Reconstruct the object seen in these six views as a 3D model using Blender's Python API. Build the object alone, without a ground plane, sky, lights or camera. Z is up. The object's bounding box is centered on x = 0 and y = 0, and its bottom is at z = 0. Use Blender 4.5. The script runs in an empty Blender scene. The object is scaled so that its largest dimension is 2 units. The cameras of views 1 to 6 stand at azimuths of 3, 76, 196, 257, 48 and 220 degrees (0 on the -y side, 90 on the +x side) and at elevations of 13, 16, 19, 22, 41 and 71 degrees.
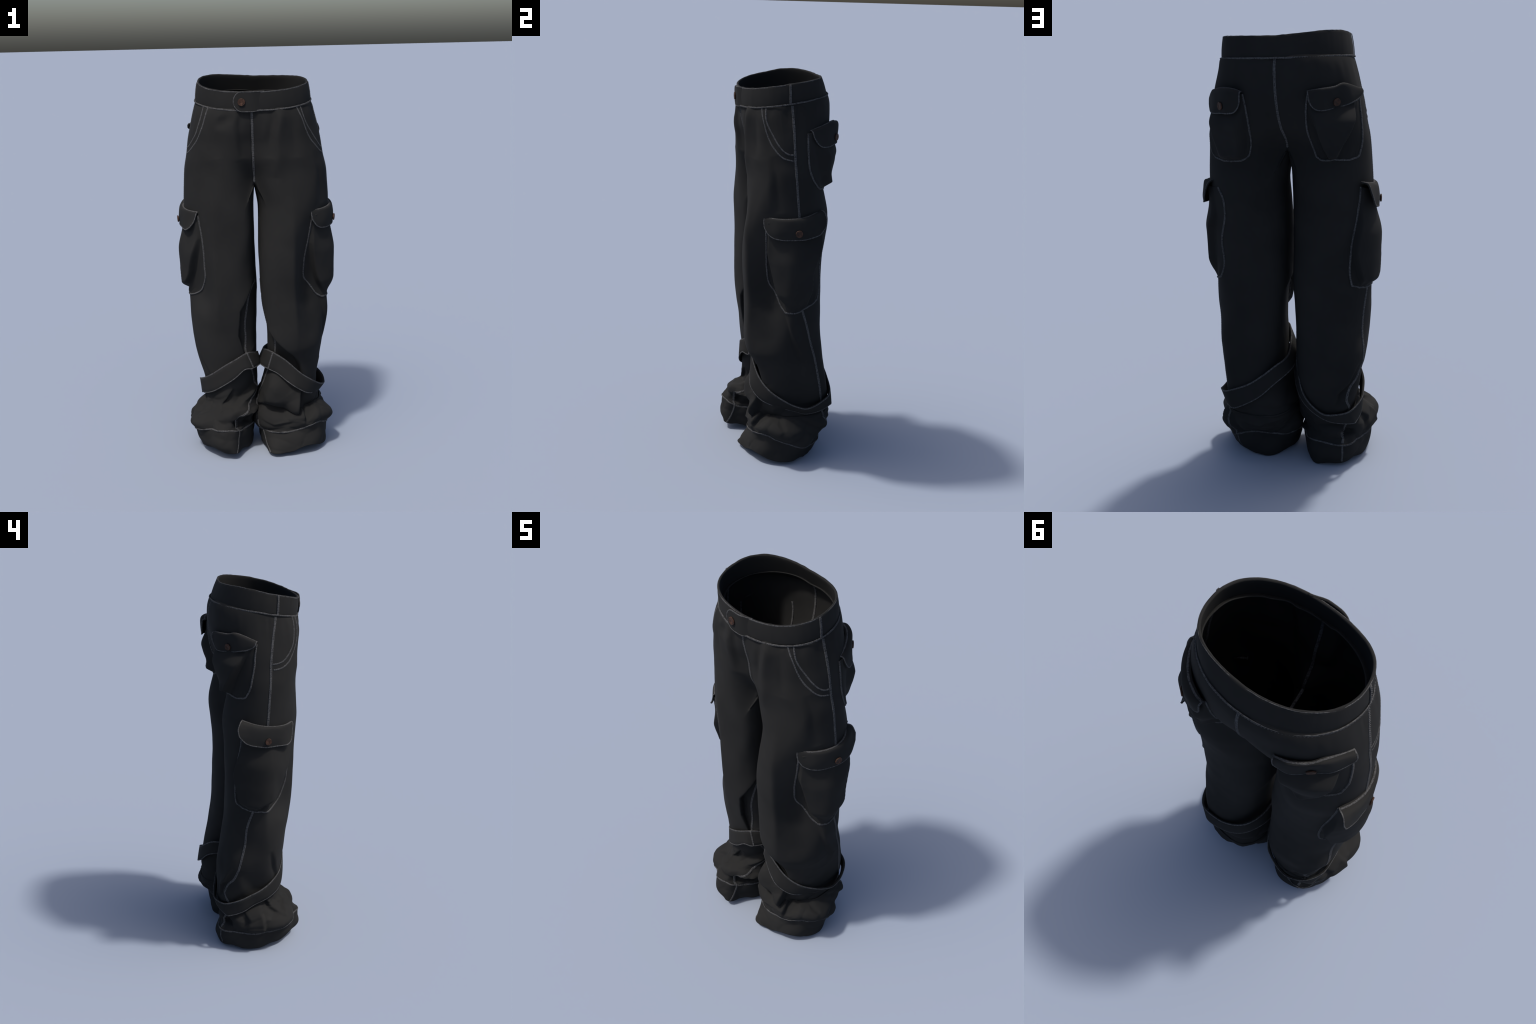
import bpy, bmesh, math, random
import numpy as np
from mathutils import Vector, Matrix
from mathutils.bvhtree import BVHTree
from mathutils import noise as mnoise

random.seed(7)
D2R = math.pi / 180.0

# ------------------------------------------------------------------ helpers
def pchip(y, n_sub):
    """monotone cubic through control rows y[k,...]; n_sub[k] samples per span"""
    y = np.asarray(y, float)
    d = y[1:] - y[:-1]
    m = np.zeros_like(y)
    a, b = d[:-1], d[1:]
    same = (a * b) > 0
    m[1:-1] = np.where(same, 2 * a * b / np.where(same, a + b, 1.0), 0.0)
    m[0], m[-1] = d[0], d[-1]
    # blend with Catmull-Rom so that the columns are not too flat at extrema
    c = np.zeros_like(y)
    c[1:-1] = 0.5 * (a + b)
    c[0], c[-1] = d[0], d[-1]
    m = 0.45 * m + 0.55 * c
    out, pos = [], []
    for k in range(len(y) - 1):
        for i in range(n_sub[k]):
            t = i / n_sub[k]
            h00 = 2*t**3 - 3*t**2 + 1; h10 = t**3 - 2*t**2 + t
            h01 = -2*t**3 + 3*t**2;    h11 = t**3 - t**2
            out.append(h00*y[k] + h10*m[k] + h01*y[k+1] + h11*m[k+1]); pos.append(k + t)
    out.append(y[-1]); pos.append(len(y) - 1.0)
    return np.array(out), np.array(pos)

def curve_through(pts, step=0.008, closed=False):
    """Catmull-Rom through points, resampled about every `step` metres"""
    P = [np.array(p, float) for p in pts]
    n = len(P)
    if n == 2:
        k = max(2, int(np.linalg.norm(P[1]-P[0])/step))
        return np.array([P[0] + (P[1]-P[0])*i/k for i in range(k+1)])
    out = []
    spans = n if closed else n - 1
    for i in range(spans):
        p1, p2 = P[i], P[(i+1) % n]
        p0 = P[i-1] if (closed or i > 0) else 2*p1 - p2
        p3 = P[(i+2) % n] if (closed or i + 2 < n) else 2*p2 - p1
        k = max(2, int(np.linalg.norm(p2-p1)/step))
        for j in range(k):
            t = j/k
            out.append(0.5*((2*p1) + (p2-p0)*t + (2*p0-5*p1+4*p2-p3)*t*t + (3*p1-p0-3*p2+p3)*t**3))
    if not closed:
        out.append(P[-1])
    return np.array(out)

def sstep(x, a, b):
    t = np.clip((x - a) / (b - a), 0, 1)
    return t*t*(3 - 2*t)

def angdiff(a, b):
    return (a - b + 180.0) % 360.0 - 180.0

# ------------------------------------------------------------------ materials
def new_mat(name):
    m = bpy.data.materials.new(name); m.use_nodes = True
    nt = m.node_tree; nt.nodes.clear()
    return m, nt, nt.nodes, nt.links

def fabric_material(name, dark, light, bump=0.25, rough=0.92, sheen=0.0, scale=5.0):
    m, nt, N, L = new_mat(name)
    out = N.new('ShaderNodeOutputMaterial'); b = N.new('ShaderNodeBsdfPrincipled')
    tc = N.new('ShaderNodeTexCoord')
    n1 = N.new('ShaderNodeTexNoise'); n1.inputs['Scale'].default_value = scale; n1.inputs['Detail'].default_value = 6
    ramp = N.new('ShaderNodeValToRGB')
    ramp.color_ramp.elements[0].position = 0.3; ramp.color_ramp.elements[0].color = (*dark, 1)
    ramp.color_ramp.elements[1].position = 0.72; ramp.color_ramp.elements[1].color = (*light, 1)
    n2 = N.new('ShaderNodeTexNoise'); n2.inputs['Scale'].default_value = 420.0; n2.inputs['Detail'].default_value = 3
    bp = N.new('ShaderNodeBump'); bp.inputs['Strength'].default_value = bump; bp.inputs['Distance'].default_value = 0.0012
    L.new(tc.outputs['Object'], n1.inputs['Vector']); L.new(tc.outputs['Object'], n2.inputs['Vector'])
    L.new(n1.outputs['Fac'], ramp.inputs['Fac']); L.new(ramp.outputs['Color'], b.inputs['Base Color'])
    L.new(n2.outputs['Fac'], bp.inputs['Height']); L.new(bp.outputs['Normal'], b.inputs['Normal'])
    b.inputs['Roughness'].default_value = rough
    b.inputs['Specular IOR Level'].default_value = 0.12
    b.inputs['Sheen Weight'].default_value = sheen
    L.new(b.outputs['BSDF'], out.inputs['Surface'])
    return m

FABRIC = fabric_material('black_denim', (0.0130, 0.0130, 0.0128), (0.0172, 0.0171, 0.0167))
SEAM = fabric_material('faded_seam', (0.020, 0.020, 0.021), (0.088, 0.088, 0.089), bump=0.5, scale=150.0)
STITCH = fabric_material('stitch_thread', (0.055, 0.055, 0.056), (0.085, 0.085, 0.086), bump=0.2)

def metal_material():
    m, nt, N, L = new_mat('aged_copper')
    out = N.new('ShaderNodeOutputMaterial'); b = N.new('ShaderNodeBsdfPrincipled')
    tc = N.new('ShaderNodeTexCoord'); n = N.new('ShaderNodeTexNoise'); n.inputs['Scale'].default_value = 90
    r = N.new('ShaderNodeValToRGB')
    r.color_ramp.elements[0].position = 0.35; r.color_ramp.elements[0].color = (0.022, 0.011, 0.007, 1)
    r.color_ramp.elements[1].position = 0.7; r.color_ramp.elements[1].color = (0.062, 0.029, 0.018, 1)
    L.new(tc.outputs['Object'], n.inputs['Vector']); L.new(n.outputs['Fac'], r.inputs['Fac'])
    L.new(r.outputs['Color'], b.inputs['Base Color'])
    b.inputs['Roughness'].default_value = 0.6; b.inputs['Metallic'].default_value = 0.0; b.inputs['Specular IOR Level'].default_value = 0.2
    L.new(b.outputs['BSDF'], out.inputs['Surface'])
    return m
COPPER = metal_material()

# ------------------------------------------------------------------ objects
ROOT = bpy.data.objects.new('cargo_trousers', None)
bpy.context.scene.collection.objects.link(ROOT)
ROOT['label'] = 'baggy black denim cargo trousers with ankle straps standing upright'
ROOT['category'] = 'cargo trousers'

def make_obj(name, verts, faces, mat, parent=ROOT, smooth=True, kind=None):
    me = bpy.data.meshes.new(name)
    me.from_pydata([tuple(map(float, v)) for v in verts], [], [tuple(int(i) for i in f) for f in faces])
    me.update()
    if smooth:
        me.polygons.foreach_set('use_smooth', [True]*len(me.polygons))
    me.materials.append(mat)
    ob = bpy.data.objects.new(name, me)
    bpy.context.scene.collection.objects.link(ob)
    ob.parent = parent
    if kind: ob['kind'] = kind
    return ob

def apply_mods(ob):
    dg = bpy.context.evaluated_depsgraph_get()
    me = bpy.data.meshes.new_from_object(ob.evaluated_get(dg))
    old = ob.data; ob.modifiers.clear(); ob.data = me
    bpy.data.meshes.remove(old)

# ------------------------------------------------------------------ the legs
NC = 224                      # columns round a leg
ANG = np.arange(NC) * 360.0 / NC        # 0 outer side, 90 back, 180 inner, 270 front
JF = int(round(226 / 360 * NC))         # column of the front centre seam
JB = int(round(134 / 360 * NC))         # column of the back centre seam

def ring(z, xo, xi, yf, yb, nfo=1.8, nfi=2.6, nbo=2.0, nbi=2.8, bumps=(), tilt=(0, 0)):
    """closed leg cross-section with its own roundness in each quarter
    (front-outer, front-inner, back-outer, back-inner); bumps = (angle, width, radial, vertical)"""
    cx, ax = (xo + xi)/2, (xo - xi)/2
    a = ANG * D2R
    c, s = np.cos(a), np.sin(a)
    # blend the exponent smoothly from quarter to quarter
    wi, wb = sstep(-c, -.35, .35), sstep(s, -.35, .35)
    n = (1-wb)*((1-wi)*nfo + wi*nfi) + wb*((1-wi)*nbo + wi*nbi)
    X = cx + ax*np.sign(c)*np.abs(c)**(2/n)
    Y = np.where(s > 0, yb, -yf)*np.sign(s)*np.abs(s)**(2/n)
    Z = np.full(NC, float(z)) + tilt[0]*(X-cx) + tilt[1]*Y
    for (ba, bw, br, bz) in bumps:
        w = np.exp(-(angdiff(ANG, ba)/bw)**2)
        dx, dy = X - cx, Y
        r = np.hypot(dx, dy) + 1e-6
        X = X + w*br*dx/r; Y = Y + w*br*dy/r; Z = Z + w*bz
    P = np.stack([X, Y, Z], 1)
    for _ in range(22):                     # no hard corners along the leg
        P = .25*np.roll(P, 1, 0) + .5*P + .25*np.roll(P, -1, 0)
    return P

# seam curve under the crotch: front -> crotch -> back  (y, z)
SEAM_F, SEAM_B = 0.011, -0.002     # where the centre seam stands at the front and at the back
def hip_ring(side, zs, slope, W, yf, yb, yfs, ybs, zfs, zbs, nf=2.3, nb=2.3, vf=.055, vb=.055):
    """half hip section for the outer columns (others unused). zs = height at the side,
    slope = dz/dy; (yfs,zfs),(ybs,zbs) = where the centre seam sits at front/back."""
    P = np.zeros((NC, 3))
    for j in range(NC):
        a = angdiff(ANG[j], 0)
        if a <= 0: t = min(1.0, -a/(360-ANG[JF])); sg = -1
        else:      t = min(1.0, a/ANG[JB]);        sg = 1
        n = nf if sg < 0 else nb
        x0 = side*(SEAM_F if sg < 0 else SEAM_B)
        n = 2.3 + (n - 2.3)*min(1.0, t/.3)
        th = t*math.pi/2
        c, s = math.cos(th), math.sin(th)
        X = (W - x0)*c**(2/n); yl = yf if sg < 0 else yb
        Y = yl*s**(2/n)
        Z = zs + slope*Y
        w = math.exp(-(abs(X)/(vf if sg < 0 else vb))**1.7)
        ys, z2 = (yfs, zfs) if sg < 0 else (ybs, zbs)
        Y = Y + w*(ys - yl)
        Z = Z + w*(z2 - (zs + slope*yl))
        P[j] = (X + x0, Y, Z)
    return P

def build_leg(side, rings, hips, subs):
    """rings: closed leg rings from hem up; hips: half rings from crotch up."""
    L = len(rings)
    ctrl = np.zeros((L + 1, NC, 3))
    for k, r in enumerate(rings): ctrl[k] = r
    top = hips[0].copy()
    # inner columns finish on the U seam under the crotch
    f, b = hips[0][JF], hips[0][JB]
    for j in range(JB, JF + 1):
        t = (JF - j)/(JF - JB)                       # 0 front .. 1 back
        y = f[1] + (b[1]-f[1])*t
        yc, zc = 0.012, 1.425
        if y < yc: u = (yc - y)/(yc - f[1]); z = zc + (f[2]-zc)*u**1.5
        else:      u = (y - yc)/(b[1] - yc); z = zc + (b[2]-zc)*u**1.5
        top[j] = (side*(SEAM_F + (SEAM_B-SEAM_F)*t), y, z)
    ctrl[L] = top
    ns = subs[:L]
    # outer columns continue up through the hip rings: use all rows for the spline
    full = np.concatenate([ctrl, np.array(hips[1:])], 0)
    for j in range(JB+1, JF):
        full[L+1:, j] = ctrl[L, j] + (ctrl[L, j] - ctrl[L-1, j])*0.5
    grid, pos = pchip(full, subs)
    rowL = sum(subs[:L])
    return grid, pos, rowL

SUBS_LEG = None
Z4 = dict()
def hips_for(side):
    A = side < 0
    # z at side, slope, half width, front y, back y, seam front y/z, seam back y/z
    W = (lambda a, b: a if A else b)
    return [
     hip_ring(side, 1.515, 0.00, W(.356, .376), -.209, .208, -.118, .075, 1.468, 1.500, W(2.3, 2.3), W(2.3, 2.1), .066, .13),
     hip_ring(side, 1.600, 0.02, W(.343, .360), -.212, .220, -.166, .170, 1.590, 1.607, W(2.5, 2.4), W(2.3, 2.1), .062, .115),
     hip_ring(side, 1.680, 0.05, W(.332, .348), -.216, .230, -.178, .213, 1.670, 1.680, W(2.5, 2.2), W(2.2, 2.1), .060, .07),
     hip_ring(side, 1.755, 0.09, W(.315, .330), -.222, .238, -.196, .236, 1.735, 1.775, W(2.6, 2.25), W(2.2, 2.1), .05),
     hip_ring(side, W(1.826, 1.822), 0.13, W(.298, .311), -.222, .238, -.208, .236, 1.790, 1.850, W(2.5, 2.4), W(2.2, 2.1), .05),
     hip_ring(side, W(1.879, 1.872), 0.15, W(.283, .297), -.214, .220, -.211, .217, 1.836, 1.898, W(2.3, 2.2), W(2.1, 2.2), .05),
     hip_ring(side, W(1.892, 1.886), 0.15, W(.262, .276), -.194, .196, -.193, .194, 1.852, 1.912, W(2.2, 2.1), W(2.1, 2.2), .05),
    ]

RINGS_B = [   # wearer's left leg (x > 0)
  ring(0.010, .368, .010, -.190, .182, 1.9, 2.2, 1.45, 2.0, [(243, 16, .045, .010), (300, 30, .0, .034), (5, 25, 0, .006), (215, 18, 0, .006), (112, 18, .022, -.010)]),
  ring(0.062, .373, .000, -.185, .205, 2.0, 2.3, 1.55, 2.0, [(243, 16, .020, .0), (300, 30, 0, .022), (36, 22, 0, -.014)]),
  ring(0.118, .378, -.012, -.172, .222, 2.1, 2.4, 1.7, 2.1, [(312, 36, .0, .045), (36, 24, 0, -.042), (95, 26, 0, .028)]),
  ring(0.152, .390, -.022, -.186, .245, 2.1, 2.4, 1.9, 2.2, [(312, 36, .0, .040), (36, 24, 0, -.025), (95, 26, 0, .020)]),
  ring(0.195, .383, -.022, -.176, .265, 2.1, 2.3, 2.0, 2.2, [(312, 36, .0, .020)]),
  ring(0.255, .335, -.010, -.112, .262, 2.0, 2.3, 2.2, 2.3, [(230, 25, .02, 0), (38, 22, .02, 0)]),
  ring(0.252, .325, -.012, -.140, .260, 2.0, 2.3, 2.2, 2.3, [(293, 16, .012, -.045), (232, 25, .02, .02), (38, 22, .025, 0)]),
  ring(0.300, .315, .002, -.158, .254, 1.9, 2.3, 2.2, 2.5, [(293, 15, .018, -.03), (245, 24, .036, 0), (40, 22, .040, 0)]),
  ring(0.365, .310, .024, -.152, .240, 1.9, 2.3, 2.3, 2.6, [(245, 22, .046, 0), (40, 22, .046, 0)]),
  ring(0.435, .322, .042, -.142, .226, 1.8, 2.3, 2.3, 2.9, [(240, 20, .034, 0), (40, 22, .042, 0)]),
  ring(0.510, .340, .054, -.142, .212, 1.7, 2.4, 2.2, 3.1, [(40, 22, .030, 0)]),
  ring(0.600, .358, .050, -.184, .200, 1.7, 2.6, 2.2, 3.1, [(40, 22, .016, 0)]),
  ring(0.690, .370, .042, -.203, .190, 1.5, 2.8, 2.2, 3.1, [(314, 26, -.024, 0)]),
  ring(0.780, .378, .034, -.206, .184, 1.35, 3.1, 2.1, 3.1, [(311, 25, -.042, 0)]),
  ring(0.900, .378, .024, -.209, .180, 1.2, 3.3, 2.1, 3.0, [(309, 24, -.060, 0)]),
  ring(1.060, .379, .021, -.221, .180, 1.25, 3.1, 2.0, 2.5, [(309, 24, -.050, 0)]),
  ring(1.200, .381, .020, -.221, .190, 1.3, 2.4, 2.0, 2.4, [(310, 24, -.022, 0)]),
  ring(1.330, .384, .017, -.208, .200, 1.45, 2.0, 2.0, 2.1),
]
RINGS_A = [   # wearer's right leg (x < 0), X mirrored
  ring(0.012, .326, .036, -.212, .212, 1.75, 2.2, 2.2, 2.4, [(250, 14, .052, .022), (298, 30, 0, .032), (112, 20, .014, -.012)]),
  ring(0.060, .340, .032, -.222, .218, 1.85, 2.2, 2.2, 2.4, [(250, 15, .030, .020), (272, 16, .034, .010), (298, 30, 0, .015), (112, 20, .014, 0)]),
  ring(0.116, .347, .026, -.216, .212, 2.0, 2.2, 2.2, 2.3, [(250, 15, .022, .012), (272, 18, .024, 0.005), (205, 20, 0, .030), (282, 46, 0, .044)]),
  ring(0.150, .368, .022, -.222, .212, 1.75, 2.2, 1.9, 2.1, [(250, 15, .0, .022), (205, 20, 0, .030), (282, 46, 0, .040)]),
  ring(0.205, .344, .000, -.210, .210, 1.7, 2.3, 2.0, 2.2, [(215, 20, .03, .020), (282, 40, 0, .018)]),
  ring(0.250, .292, .002, -.192, .208, 1.7, 2.3, 2.3, 2.4, [(35, 22, .015, 0)]),
  ring(0.274, .276, .003, -.148, .208, 2.0, 2.3, 2.4, 2.4, [(35, 24, .040, 0)]),
  ring(0.360, .280, .006, -.138, .214, 2.0, 2.3, 2.5, 2.6, [(35, 24, .060, 0)]),
  ring(0.470, .310, .006, -.140, .217, 1.9, 2.4, 2.4, 2.7, [(35, 22, .046, 0)]),
  ring(0.560, .331, .003, -.148, .207, 1.8, 2.5, 2.3, 2.7, [(35, 22, .032, 0)]),
  ring(0.660, .345, .000, -.156, .192, 1.75, 2.6, 2.3, 2.7),
  ring(0.760, .355, -.004, -.174, .178, 1.45, 2.6, 2.2, 2.7),
  ring(0.880, .358, -.006, -.187, .173, 1.25, 2.6, 2.1, 2.7, [(322, 24, -.018, 0)]),
  ring(1.060, .364, .000, -.190, .180, 1.35, 3.2, 2.0, 2.0, [(318, 24, -.010, 0)]),
  ring(1.200, .365, .001, -.191, .188, 1.4, 3.2, 2.0, 1.65, [(222, 18, .014, 0)]),
  ring(1.330, .367, .002, -.196, .198, 1.55, 3.0, 2.1, 1.5, [(223, 18, .014, 0)]),
]

def subdivisions(rings, hips):
    rr = list(rings) + list(hips)
    cols = list(range(0, JB, 6)) + list(range(JF, NC, 6))
    n = []
    for a, b in zip(rr[:-1], rr[1:]):
        d = np.linalg.norm(b[cols]-a[cols], axis=1)
        n.append(int(max(5, min(34, round((d.mean() + d.max())/2/.0055)))))
    return n

# a fold: a line in (angle, z); cloth stands proud on its left and tucks in on its right
def arc_pts(line):
    return np.array([(a*D2R*0.18, z) for a, z in line])

def fold(grid, line, wl, wr, al, ar, dz=0.0, edge=.008):
    """displace grid radially by signed distance to a line given in (angle, z)"""
    P = arc_pts(line)
    ang0 = np.mean([a for a, z in line])
    gx = (ang0 + angdiff(np.broadcast_to(ANG, grid.shape[:2]), ang0))*D2R*0.18
    gz = grid[:, :, 2]
    best = np.full(gx.shape, 1e9); sgn = np.ones_like(best); tt = np.zeros_like(best)
    lens = np.r_[0, np.cumsum(np.hypot(*(P[1:]-P[:-1]).T))]
    for i in range(len(P)-1):
        d = P[i+1]-P[i]; l = np.hypot(*d)
        u = np.clip(((gx-P[i, 0])*d[0] + (gz-P[i, 1])*d[1])/l**2, 0, 1)
        ex, ez = gx - (P[i, 0]+u*d[0]), gz - (P[i, 1]+u*d[1])
        dist = np.hypot(ex, ez)
        s = np.sign(d[0]*ez - d[1]*ex)
        m = dist < best
        best = np.where(m, dist, best); sgn = np.where(m, s, sgn); tt = np.where(m, (lens[i]+u*l)/lens[-1], tt)
    taper = np.clip(np.sin(np.pi*np.clip(tt, 0.0, 1)), 0, 1)**0.6
    amp = np.where(sgn > 0, al*np.exp(-(best/wl)**2), ar*np.exp(-(best/wr)**1.3))
    # narrow blend across the line itself
    bl = sstep(sgn*best, -edge, edge)
    L_ = al*np.exp(-(np.maximum(0, sgn*best)/wl)**2); R_ = ar*np.exp(-(np.maximum(0, -sgn*best)/wr)**1.3)
    mixed = np.where(best < edge, R_*(1-bl) + L_*bl, amp)
    amp = mixed*taper
    cx = 0.185
    dx, dy = grid[:, :, 0]-cx, grid[:, :, 1]
    r = np.hypot(dx, dy) + 1e-6
    grid[:, :, 0] += amp*dx/r; grid[:, :, 1] += amp*dy/r
    if dz: grid[:, :, 2] += dz*np.abs(amp)
    return grid

def dent(grid, ang, z, wa, wz, amp, soft=.45):
    """push a flat-bottomed patch in (or out): half widths in degrees and metres"""
    da = np.abs(angdiff(ANG, ang))[None, :]/wa
    dz = np.abs(grid[:, :, 2] - z)/wz
    w = (1 - sstep(np.broadcast_to(da, dz.shape), 1-soft, 1+soft))*(1 - sstep(dz, 1-soft, 1+soft))
    dx, dy = grid[:, :, 0]-.185, grid[:, :, 1]
    r = np.hypot(dx, dy) + 1e-6
    grid[:, :, 0] += amp*w*dx/r; grid[:, :, 1] += amp*w*dy/r

def wrinkles(grid, side, amp_low, amp_high):
    """soft cloth unevenness; sharp crumples at the bunched ankle; puckers under the waistband"""
    R, C, _ = grid.shape
    for i in range(R):
        for j in range(C):
            x, y, z = grid[i, j]
            if i >= LEG_ROWS and JB < j < JF: continue
            k = amp_high + (amp_low-amp_high)*(1 - min(1, max(0, (z-.25)/.35)))
            if z > 1.5: k *= max(0., min(1., x/.06))*max(.3, min(1, (1.84 - z)/.1))
            v = mnoise.noise(Vector((x*6 + 11*side, y*6, z*4)))*0.7 + mnoise.noise(Vector((x*15, y*15 + 5*side, z*11)))*0.3
            d = k*v
            lo = 1 - min(1, max(0, (z-.24)/.14))
            if lo > 0:                                   # crumples: ridged noise, warped
                wx = mnoise.noise(Vector((x*5, y*5, z*5 + 9*side)))*.05
                q = Vector(((x+wx)*5.5 + 3*side, (y-wx)*5.5, (z+wx)*9.5))
                dist, _p = mnoise.voronoi(q)
                r1 = .35*(.62 - dist[0]) + .65*(min(.55, dist[1]-dist[0]) - .22)
                r2 = 1 - 2.4*abs(mnoise.noise(q*1.7 + Vector((4, 1, 7))))
                cuff = .35 if i < CUFF_ROWS else 1.0
                d += lo*cuff*(.050*r1 + .0030*(r2-.45))
            zb = z - .15*y                               # height measured along the sloping band
            if 1.60 < zb < 1.868:                        # gathers below the band
                u = max(0.0, 1 - (1.868-zb)/.20)
                d += .0095*u*u*min(1, (1.868-zb)/.03)*mnoise.noise(Vector((ANG[j]*.075, z*2.5, 5.0*side)))*(1 if ANG[j] > 200 else .45)*min(1, max(0, (x-.01)/.05))
            dx, dy = x-.185, y
            r = math.hypot(dx, dy) + 1e-6
            if z > 1.55: dx, dy, r = x, y*1.5, math.hypot(x, y*1.5) + 1e-6
            grid[i, j, 0] += d*dx/r; grid[i, j, 1] += d*dy/r
    return grid

def leg_mesh(side, rings):
    hips = hips_for(side)
    subs = subdivisions(rings, hips)
    grid, pos, rowL = build_leg(side, rings, hips, subs)
    return grid, pos, rowL, subs

def add_folds(side, g):
    if side > 0:
        # front of the leg drapes over the gathered inner side, down to the strap
        fold(g, [(196, .88), (222, .69), (252, .60), (285, .50), (305, .40)], .06, .10, .012, -.050)
        # ridge running down and back from the cargo pocket
        fold(g, [(332, .88), (348, .78), (366, .67), (380, .57), (376, .48)], .07, .10, .008, -.014)
        # right edge of the flap hanging below the strap, and the hollow beside it
        fold(g, [(290, .17), (294, .25), (299, .32), (302, .37)], .035, .055, .012, -.034)
        fold(g, [(296, .185), (318, .245), (338, .235), (352, .20)], .03, .035, -.016, .012)
        fold(g, [(222, .185), (246, .16), (272, .185), (290, .19)], .025, .03, .004, -.010)
        fold(g, [(15, .25), (42, .19), (62, .145)], .04, .04, .010, -.012)
        # drag lines from the waistband towards the crotch and the hip
        fold(g, [(252, 1.88), (247, 1.75), (240, 1.60)], .022, .022, -.013, -.013, edge=.012)
        fold(g, [(266, 1.88), (258, 1.70), (247, 1.50)], .024, .024, .009, .009, edge=.012)
        fold(g, [(282, 1.88), (280, 1.75), (276, 1.60)], .03, .03, -.010, -.010, edge=.015)
        fold(g, [(236, 1.85), (234, 1.78), (232, 1.70)], .015, .015, -.006, -.002, edge=.02)
        fold(g, [(310, 1.62), (317, 1.47), (324, 1.35)], .05, .045, -.010, .006, edge=.03)
        fold(g, [(300, 1.52), (296, 1.40), (288, 1.25)], .05, .06, .006, -.006, edge=.07)
        fold(g, [(70, .22), (100, .20), (130, .23)], .03, .03, .008, -.012)
    else:
        fold(g, [(204, .95), (241, .80), (246, .66), (232, .54)], .05, .09, .012, -.040)
        # hollow under the strap with the lower bulge rising in front of it
        fold(g, [(188, .36), (215, .335), (242, .30), (264, .262), (288, .235)], .055, .04, -.026, .016)
        fold(g, [(262, .36), (278, .30), (292, .27)], .03, .03, .010, -.012)
        # boxed-in notch beside the inseam above the cuff
        dent(g, 226, .190, 20, .030, -.032, .3)
        fold(g, [(300, .27), (318, .215), (342, .20), (362, .225)], .035, .04, -.010, .010)
        fold(g, [(358, .28), (356, .20), (354, .12)], .025, .03, .010, -.012, edge=.012)
        fold(g, [(350, .30), (338, .24), (318, .195)], .03, .03, -.016, .012)
        fold(g, [(24, .26), (20, .20), (28, .14)], .025, .03, -.010, .008, edge=.012)
        fold(g, [(338, .61), (326, .50), (309, .40)], .03, .04, -.010, .007, edge=.02)
        fold(g, [(22, .48), (15, .40), (10, .33)], .03, .03, .008, -.008, edge=.02)
        dent(g, 261, 1.775, 7, .022, -.007, .8); dent(g, 250, 1.79, 5, .02, -.004, .8)
        fold(g, [(236, 1.88), (235, 1.76), (232, 1.60)], .016, .016, -.011, -.011, edge=.01)
        fold(g, [(247, 1.86), (244, 1.74), (238, 1.58)], .018, .018, .006, .006, edge=.01)
        fold(g, [(272, 1.86), (270, 1.74), (262, 1.60)], .028, .028, -.007, -.007, edge=.015)
        fold(g, [(288, 1.50), (280, 1.38), (272, 1.22)], .05, .06, -.005, .005, edge=.07)
        fold(g, [(45, .25), (60, .20), (75, .155)], .025, .03, .010, -.016)
        # the side seam kinks where the strap pulls the back of the leg in
        fold(g, [(36, .52), (46, .43), (60, .38), (64, .31)], .03, .05, .008, -.022)
        dent(g, 63, .165, 10, .014, -.018)
    return g

LEGS = {}
for side, rings in ((1, RINGS_B), (-1, RINGS_A)):
    g, pos, rowL, subs = leg_mesh(side, rings)
    LEG_ROWS = rowL; CUFF_ROWS = sum(subs[:2])
    # ease the cloth over the level of the crotch
    cols = list(range(JF+1, NC)) + list(range(0, JB))
    for _ in range(14):
        a, b = rowL - 16, rowL + 12
        g[a:b, cols] = .25*g[a-1:b-1][:, cols] + .5*g[a:b][:, cols] + .25*g[a+1:b+1][:, cols]
    g = add_folds(side, g)
    g = wrinkles(g, side, .011, .005)
    g[rowL:, JF, 0] = side*SEAM_F; g[rowL:, JB, 0] = side*SEAM_B
    g[rowL, JB:JF+1, 0] = side*(SEAM_B + (SEAM_F-SEAM_B)*np.linspace(0, 1, JF-JB+1))
    # uneven hem: the lower edge rides up and down a little
    for i in range(subs[0] + 1):
        f = (1 - i/(subs[0]+1))**1.2
        for j in range(NC):
            x, y, z = g[i, j]
            g[i, j, 2] += f*max(0.0, .022*mnoise.noise(Vector((x*9 + 3*side, y*9, 2.0))) + .003*mnoise.noise(Vector((x*22, y*22, 4.0 + side))))
    LEGS[side] = (g, pos, rowL, subs)

def emit(side, r0, r1):
    g, pos, rowL, subs = LEGS[side]
    idx, verts, faces = {}, [], []
    def vid(i, j):
        j %= NC
        if (i, j) not in idx:
            x, y, z = g[i, j]; idx[(i, j)] = len(verts); verts.append((side*x, y, max(z, 0.0)))
        return idx[(i, j)]
    for i in range(r0, r1):
        for j in range(NC):
            if i >= rowL and JB <= j < JF: continue
            f = [vid(i, j), vid(i, j+1), vid(i+1, j+1), vid(i+1, j)]
            faces.append(f if side > 0 else f[::-1])
    return verts, faces

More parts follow.
